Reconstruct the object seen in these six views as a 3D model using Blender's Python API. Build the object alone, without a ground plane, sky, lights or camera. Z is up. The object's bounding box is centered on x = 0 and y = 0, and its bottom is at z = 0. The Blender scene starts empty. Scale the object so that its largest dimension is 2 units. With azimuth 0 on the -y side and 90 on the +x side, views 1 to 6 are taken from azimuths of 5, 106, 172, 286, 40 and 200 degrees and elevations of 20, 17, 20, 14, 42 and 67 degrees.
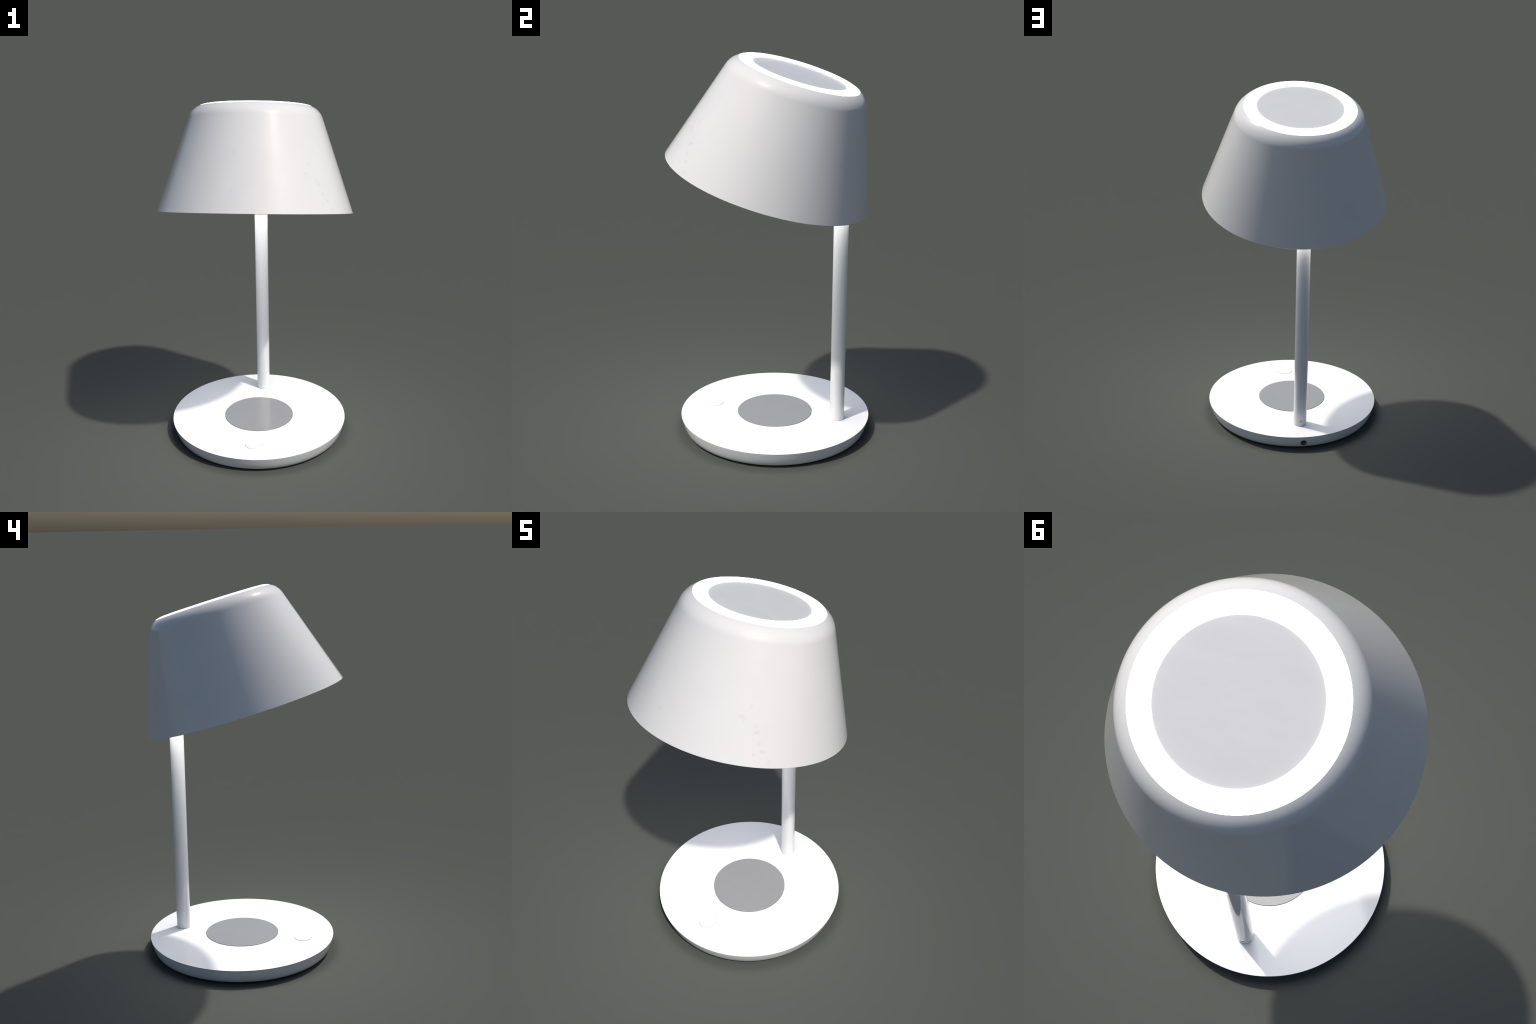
"""Desk lamp: round base with inlaid charging pad, upright stem, tilted conical
shade with a glowing ring set into its top and a glowing diffuser inside."""
import bpy, bmesh, math
from mathutils import Matrix, Vector

# ------------------------------------------------------------------ sizes (m)
SEG = 192                                   # segments round every turned part
BASE_Y, BASE_R, BASE_Z = 0.0244, 0.5084, 0.0845
PAD_R = 0.2011
BUTTON_Y, BUTTON_R = -0.3236, 0.0481
STEM_Y, STEM_R = 0.3702, 0.0382
TILT = math.radians(17.0)                   # the shade leans its mouth forward
RIM_Y, RIM_Z, RIM_R = -0.0227, 1.3601, 0.5361
SHADE_H, FILLET, SLOPE = 0.5815, 0.100, math.radians(18.5)
RING_OUT, RING_IN, PANEL_H = 0.3114, 0.2409, 0.5742
DIFFUSER_H = 0.0278
WALL = 0.016
GLOW = 4.8


# ------------------------------------------------------------------ geometry
def arc(cx, cz, r, a0, a1, n):
    """Points of a circular arc in the (radius, height) plane; degrees."""
    return [(cx + r * math.cos(math.radians(a0 + (a1 - a0) * i / n)),
             cz + r * math.sin(math.radians(a0 + (a1 - a0) * i / n)))
            for i in range(n + 1)]


def turned(name, profile, material, matrix=Matrix(), segments=SEG, sharp=35):
    """Surface of revolution about the local z axis through (radius, height)."""
    bm = bmesh.new()
    rings = []
    # support loops beside the ends of long straight runs keep their shading flat
    loops = [profile[0]]
    for (r0, h0), (r1, h1) in zip(profile, profile[1:]):
        length = math.hypot(r1 - r0, h1 - h0)
        if length > .03:
            k = .0012 / length
            loops += [(r0 + (r1 - r0) * t, h0 + (h1 - h0) * t) for t in ((k, 1 - k) if r0 > 1e-6 and r1 > 1e-6
                                                                        else (1 - k,) if r1 > 1e-6 else (k,))]
        loops.append((r1, h1))
    for r, h in loops:
        if r < 1e-6:
            rings.append([bm.verts.new((0, 0, h))])
        else:
            rings.append([bm.verts.new((r * math.cos(2 * math.pi * k / segments),
                                        r * math.sin(2 * math.pi * k / segments), h))
                          for k in range(segments)])
    for a, b in zip(rings, rings[1:]):
        for k in range(segments):
            j = (k + 1) % segments
            if len(a) == 1 and len(b) == 1:
                continue
            if len(a) == 1:
                bm.faces.new((a[0], b[j], b[k]))
            elif len(b) == 1:
                bm.faces.new((a[k], a[j], b[0]))
            else:
                bm.faces.new((a[k], a[j], b[j], b[k]))
    bmesh.ops.recalc_face_normals(bm, faces=bm.faces)
    return finish(name, bm, material, matrix, sharp)


def finish(name, bm, material, matrix, sharp=35):
    mesh = bpy.data.meshes.new(name)
    bm.to_mesh(mesh)
    bm.free()
    for p in mesh.polygons:
        p.use_smooth = True
    mesh.set_sharp_from_angle(angle=math.radians(sharp))
    mesh.materials.append(material)
    obj = bpy.data.objects.new(name, mesh)
    bpy.context.scene.collection.objects.link(obj)
    obj.matrix_world = matrix
    return obj


def attach(obj, parent):
    world = obj.matrix_world.copy()
    obj.parent = parent
    obj.matrix_parent_inverse = parent.matrix_world.inverted()
    obj.matrix_world = world


def cut(obj, cutter):
    """Boolean difference, applied."""
    mod = obj.modifiers.new("cut", 'BOOLEAN')
    mod.object, mod.operation, mod.solver = cutter, 'DIFFERENCE', 'EXACT'
    bpy.context.view_layer.update()
    dg = bpy.context.evaluated_depsgraph_get()
    mesh = bpy.data.meshes.new_from_object(obj.evaluated_get(dg))
    obj.modifiers.clear()
    obj.data = mesh
    mesh.set_sharp_from_angle(angle=math.radians(35))
    bpy.data.objects.remove(cutter)


# ----------------------------------------------------------------- materials
def new_material(name, color, roughness, specular=0.5):
    mat = bpy.data.materials.new(name)
    mat.use_nodes = True
    bsdf = mat.node_tree.nodes["Principled BSDF"]
    bsdf.inputs["Base Color"].default_value = (*color, 1)
    bsdf.inputs["Roughness"].default_value = roughness
    bsdf.inputs["Specular IOR Level"].default_value = specular
    return mat, mat.node_tree, bsdf


def mottled(name, color, amount, scale, roughness, specular=0.5, rough_var=0.04, stretch=(1, 1, 1)):
    """A plain finish with a faint cloudy unevenness in tone and gloss."""
    mat, nt, bsdf = new_material(name, color, roughness, specular)
    n, l = nt.nodes, nt.links
    co = n.new("ShaderNodeTexCoord")
    mp = n.new("ShaderNodeMapping")
    mp.inputs["Scale"].default_value = stretch
    l.new(co.outputs["Object"], mp.inputs["Vector"])
    noise = n.new("ShaderNodeTexNoise")
    noise.inputs["Scale"].default_value = scale
    noise.inputs["Detail"].default_value = 5
    l.new(mp.outputs[0], noise.inputs["Vector"])
    ramp = n.new("ShaderNodeValToRGB")
    ramp.color_ramp.elements[0].position = 0.3
    ramp.color_ramp.elements[1].position = 0.7
    ramp.color_ramp.elements[0].color = (*[c * (1 - amount) for c in color], 1)
    ramp.color_ramp.elements[1].color = (*[min(1, c * (1 + amount * .6)) for c in color], 1)
    l.new(noise.outputs["Fac"], ramp.inputs["Fac"])
    l.new(ramp.outputs["Color"], bsdf.inputs["Base Color"])
    rr = n.new("ShaderNodeMapRange")
    rr.inputs["To Min"].default_value = roughness - rough_var
    rr.inputs["To Max"].default_value = roughness + rough_var
    l.new(noise.outputs["Fac"], rr.inputs["Value"])
    l.new(rr.outputs["Result"], bsdf.inputs["Roughness"])
    return mat, nt, bsdf, ramp


def shade_material():
    """White lacquer with a trail of small scuff marks low on the front."""
    color = (0.675, 0.673, 0.67)
    mat, nt, bsdf, ramp = mottled("white_lacquer", color, 0.012, 9.0, 0.10, 0.5, rough_var=.01)
    n, l = nt.nodes, nt.links
    co = n.new("ShaderNodeTexCoord")
    warp = n.new("ShaderNodeTexNoise")
    warp.inputs["Scale"].default_value = 45
    warp.inputs["Detail"].default_value = 3
    l.new(co.outputs["Object"], warp.inputs["Vector"])
    add = n.new("ShaderNodeVectorMath"); add.operation = 'MULTIPLY_ADD'
    l.new(warp.outputs["Color"], add.inputs[0])
    add.inputs[1].default_value = (.032, .032, .032)
    l.new(co.outputs["Object"], add.inputs[2])
    total = None
    # marks: bearing on the shade (degrees), height above the rim, size, strength
    marks = [(-48.3, .253, .010, .5), (-52, .203, .013, .6), (-43.5, .149, .010, .9),
             (-44.3, .172, .007, .6), (-41.5, .105, .012, .5), (-39.6, .073, .010, .8),
             (-37.8, .070, .008, .6), (-43.4, .054, .008, .8), (-35.6, .025, .012, .5),
             (-60.1, .099, .010, .35), (-98.8, .118, .010, .4), (-142, .123, .007, .7),
             (-99, .315, .010, .3), (-51, .190, .010, .4)]
    for bearing, h, size, strength in marks:
        r = RIM_R - h * math.tan(SLOPE)
        b = math.radians(bearing)
        dist = n.new("ShaderNodeVectorMath"); dist.operation = 'DISTANCE'
        l.new(add.outputs[0], dist.inputs[0])
        dist.inputs[1].default_value = (r * math.cos(b) + .016, r * math.sin(b) + .016, h + .016)
        m = n.new("ShaderNodeMapRange"); m.interpolation_type = 'SMOOTHSTEP'
        m.inputs["From Min"].default_value = size * 1.5
        m.inputs["From Max"].default_value = size * 0.2
        m.inputs["To Max"].default_value = strength * .7
        l.new(dist.outputs["Value"], m.inputs["Value"])
        if total is None:
            total = m.outputs["Result"]
        else:
            s = n.new("ShaderNodeMath"); s.operation = 'MAXIMUM'
            l.new(total, s.inputs[0]); l.new(m.outputs["Result"], s.inputs[1])
            total = s.outputs[0]
    mix = n.new("ShaderNodeMix"); mix.data_type = 'RGBA'
    l.new(total, mix.inputs["Factor"])
    l.new(ramp.outputs["Color"], mix.inputs["A"])
    mix.inputs["B"].default_value = (0.56, 0.56, 0.56, 1)
    l.new(mix.outputs["Result"], bsdf.inputs["Base Color"])
    return mat


def glowing(name, strength):
    mat, nt, bsdf = new_material(name, (0.85, 0.85, 0.85), 0.4)
    bsdf.inputs["Emission Color"].default_value = (1.0, 1.0, 1.0, 1)
    bsdf.inputs["Emission Strength"].default_value = strength
    return mat


lacquer = shade_material()
base_white = mottled("white_base_plastic", (0.70, 0.70, 0.70), 0.005, 12, 0.09, rough_var=.008)[0]
stem_white = mottled("white_stem_paint", (0.72, 0.72, 0.72), 0.005, 14, 0.07, rough_var=.006)[0]
panel_white = mottled("matt_top_panel", (0.630, 0.632, 0.637), 0.022, 6, 0.25, stretch=(1, 2.2, 1))[0]
pad_grey = mottled("grey_pad_rubber", (0.226, 0.226, 0.228), 0.015, 10, 0.14, rough_var=.008)[0]
rubber = new_material("black_rubber", (0.02, 0.02, 0.02), 0.6)[0]
socket_black = new_material("black_socket_plastic", (0.015, 0.015, 0.015), 0.4)[0]
steel = mottled("socket_metal", (0.35, 0.35, 0.35), .02, 20, 0.35)[0]
steel.node_tree.nodes["Principled BSDF"].inputs["Metallic"].default_value = 1.0
ring_light = glowing("glowing_ring_plastic", 4.0)
diffuser_light = glowing("glowing_diffuser_plastic", GLOW)

# ---------------------------------------------------------------------- base
lamp = bpy.data.objects.new("table_lamp", None)
bpy.context.scene.collection.objects.link(lamp)
lamp["label"] = "white table lamp, tilted conical shade, round charging base"
lamp["category"] = "table lamp"
lamp.location = (0, BASE_Y, 0)
bpy.context.view_layer.update()
at_base = Matrix.Translation((0, BASE_Y, 0))

# shallow dish: flat top with a crisp edge, hairline groove, tapering side
PAD_DEEP = 0.004
body_profile = ([(0, BASE_Z - PAD_DEEP), (PAD_R + .0010, BASE_Z - PAD_DEEP), (PAD_R + .0010, BASE_Z - .0005)]
                + [(PAD_R + .0015, BASE_Z), (BASE_R - .0008, BASE_Z)]
                + [(BASE_R - .0002, BASE_Z - .0003), (BASE_R, BASE_Z - .0010), (BASE_R - .0003, BASE_Z - .0013),
                   (BASE_R - .0045, BASE_Z - .0020), (BASE_R - .0045, BASE_Z - .0042), (BASE_R - .0010, BASE_Z - .0048)]
                + [(.5018, .0550), (.4955, .0340), (.4903, .0215), (.4855, .0138), (.4815, .0100), (.4765, .0078)]
                + [(.4600, .0072), (0, .0072)])
body = turned("base", body_profile, base_white, at_base)
# recess for the touch button
well = turned("button_well", [(0, .075), (BUTTON_R + .0010, .075), (BUTTON_R + .0010, .10), (0, .10)],
              base_white, Matrix.Translation((0, BUTTON_Y, 0)))
# hole for the power socket, bored into the rear side
SOCKET_Z = 0.0445
bore = Matrix.Translation((0, BASE_Y + .497, SOCKET_Z)) @ Matrix.Rotation(math.radians(-90), 4, 'X')
hole = turned("socket_hole", [(0, -.035), (.0178, -.035), (.0178, .03), (0, .03)], base_white, bore, 48)
cut(body, well)
cut(body, hole)
attach(body, lamp)

pad = turned("charging_pad", [(0, BASE_Z - PAD_DEEP), (PAD_R - .0008, BASE_Z - PAD_DEEP)]
             + arc(PAD_R - .0020, BASE_Z + .0013, .0012, 0, 90, 4) + [(0, BASE_Z + .0025)],
             pad_grey, at_base)
attach(pad, lamp)
button = turned("touch_button", [(0, .074), (BUTTON_R - .0005, .074)]
                + arc(BUTTON_R - .0017, BASE_Z + .0016, .0012, 0, 90, 4) + [(0, BASE_Z + .0028)],
                base_white, Matrix.Translation((0, BUTTON_Y, 0)))
attach(button, lamp)
foot = turned("rubber_foot", [(0, .0074), (.420, .0074), (.420, .0008), (.419, 0), (0, 0)], rubber, at_base)
attach(foot, lamp)

# power socket: black sleeve, bright inner ring, dark bore with a pin
socket = turned("power_socket", [(0, -.034), (.0175, -.034), (.0175, .0005), (.0170, .0012), (.0130, .0012),
                                 (.0125, -.001), (.0125, -.012), (0, -.012)], socket_black, bore, 48)
attach(socket, lamp)
collar = turned("socket_ring", [(.0124, -.010), (.0124, -.002), (.0118, -.0015), (.0098, -.0015), (.0094, -.002),
                                (.0094, -.010)], steel, bore, 48)
attach(collar, socket)
pin = turned("socket_pin", [(0, -.012), (.0028, -.012), (.0028, -.005), (.0018, -.004), (0, -.004)], steel, bore, 24)
attach(pin, socket)

# ---------------------------------------------------------------------- stem
at_rim = Matrix.Translation((0, RIM_Y, RIM_Z)) @ Matrix.Rotation(-TILT, 4, 'X')
at_stem = Matrix.Translation((0, STEM_Y, 0))
STEM_TOP = 1.277
stem = turned("stem", [(0, BASE_Z - .002), (STEM_R - .0015, BASE_Z - .002), (STEM_R - .0015, BASE_Z + .0012),
                       (STEM_R, BASE_Z + .0024), (STEM_R, STEM_TOP), (0, STEM_TOP)],
              stem_white, at_stem, 96)
screw_at = Matrix.Translation((0, STEM_Y + STEM_R, .1195)) @ Matrix.Rotation(math.radians(-90), 4, 'X')
screw_hole = turned("screw_hole", [(0, -.010), (.0100, -.010), (.0100, .02), (0, .02)], stem_white, screw_at, 32)
cut(stem, screw_hole)
attach(stem, lamp)
screw = turned("set_screw", [(0, -.0095), (.0095, -.0095), (.0095, -.0045), (.0085, -.0035), (.0045, -.0035),
                             (.0045, -.0065), (0, -.0065)], stem_white, screw_at, 32)
attach(screw, stem)

# --------------------------------------------------------------------- shade
slope_deg = math.degrees(SLOPE)
corner = RIM_R - SHADE_H * math.tan(SLOPE)
fil_r = corner - FILLET * math.tan((math.pi / 2 - SLOPE) / 2)
fil_h = SHADE_H - FILLET
ring_deg = math.degrees(math.acos((RING_OUT - fil_r) / FILLET))   # where the ring starts on the fillet
ring_h = fil_h + FILLET * math.sin(math.radians(ring_deg))
side0 = (RIM_R - .0014, .0042)
fillet_pts = arc(fil_r, fil_h, FILLET, slope_deg, ring_deg, 14)
side = [(side0[0] + (fillet_pts[0][0] - side0[0]) * i / 12, side0[1] + (fillet_pts[0][1] - side0[1]) * i / 12)
        for i in range(12)]
outer = side + fillet_pts
inner = [(RING_OUT - .004, ring_h - .010), (fillet_pts[4][0] - WALL, fillet_pts[4][1] - WALL)]
inner += [(r - WALL, h) for r, h in reversed(side[2:])]
shade_profile = ([(RIM_R - WALL + .002, .0030), (RIM_R - WALL + .005, .0004), (RIM_R - .005, .0000),
                  (RIM_R - .0020, .0008), (RIM_R - .0008, .0024)] + outer + [(RING_OUT - .002, ring_h - .004)]
                 + inner)
shade_profile.append(shade_profile[0])
shade = turned("lamp_shade", shade_profile, lacquer, at_rim, 256)
attach(shade, lamp)

# glowing ring: carries the fillet over its crown, then slopes gently down to the panel
crown = arc(fil_r, fil_h, FILLET, ring_deg, 90, 10)
dip = [(fil_r - .008, SHADE_H - .0006), (fil_r - .018, SHADE_H - .0026), (RING_IN + .0012, PANEL_H + .0014),
       (RING_IN, PANEL_H + .0004)]
ring = turned("light_ring", [(RING_OUT - .003, PANEL_H - .022), (RING_OUT - .001, ring_h - .004)] + crown + dip
              + [(RING_IN, PANEL_H - .022), (RING_OUT - .003, PANEL_H - .022)],
              ring_light, at_rim, 256)
attach(ring, shade)
panel = turned("top_panel", [(0, PANEL_H - .020), (RING_IN - .0004, PANEL_H - .020),
                             (RING_IN - .0004, PANEL_H - .0008), (RING_IN - .0012, PANEL_H), (0, PANEL_H)],
               panel_white, at_rim, 256)
attach(panel, shade)
diff_r = RIM_R - WALL - DIFFUSER_H * math.tan(SLOPE) - .006
diffuser = turned("diffuser", [(0, DIFFUSER_H), (diff_r - .004, DIFFUSER_H), (diff_r, DIFFUSER_H + .004),
                               (diff_r - .002, DIFFUSER_H + .012), (0, DIFFUSER_H + .012)],
                  diffuser_light, at_rim, 256)
attach(diffuser, shade)
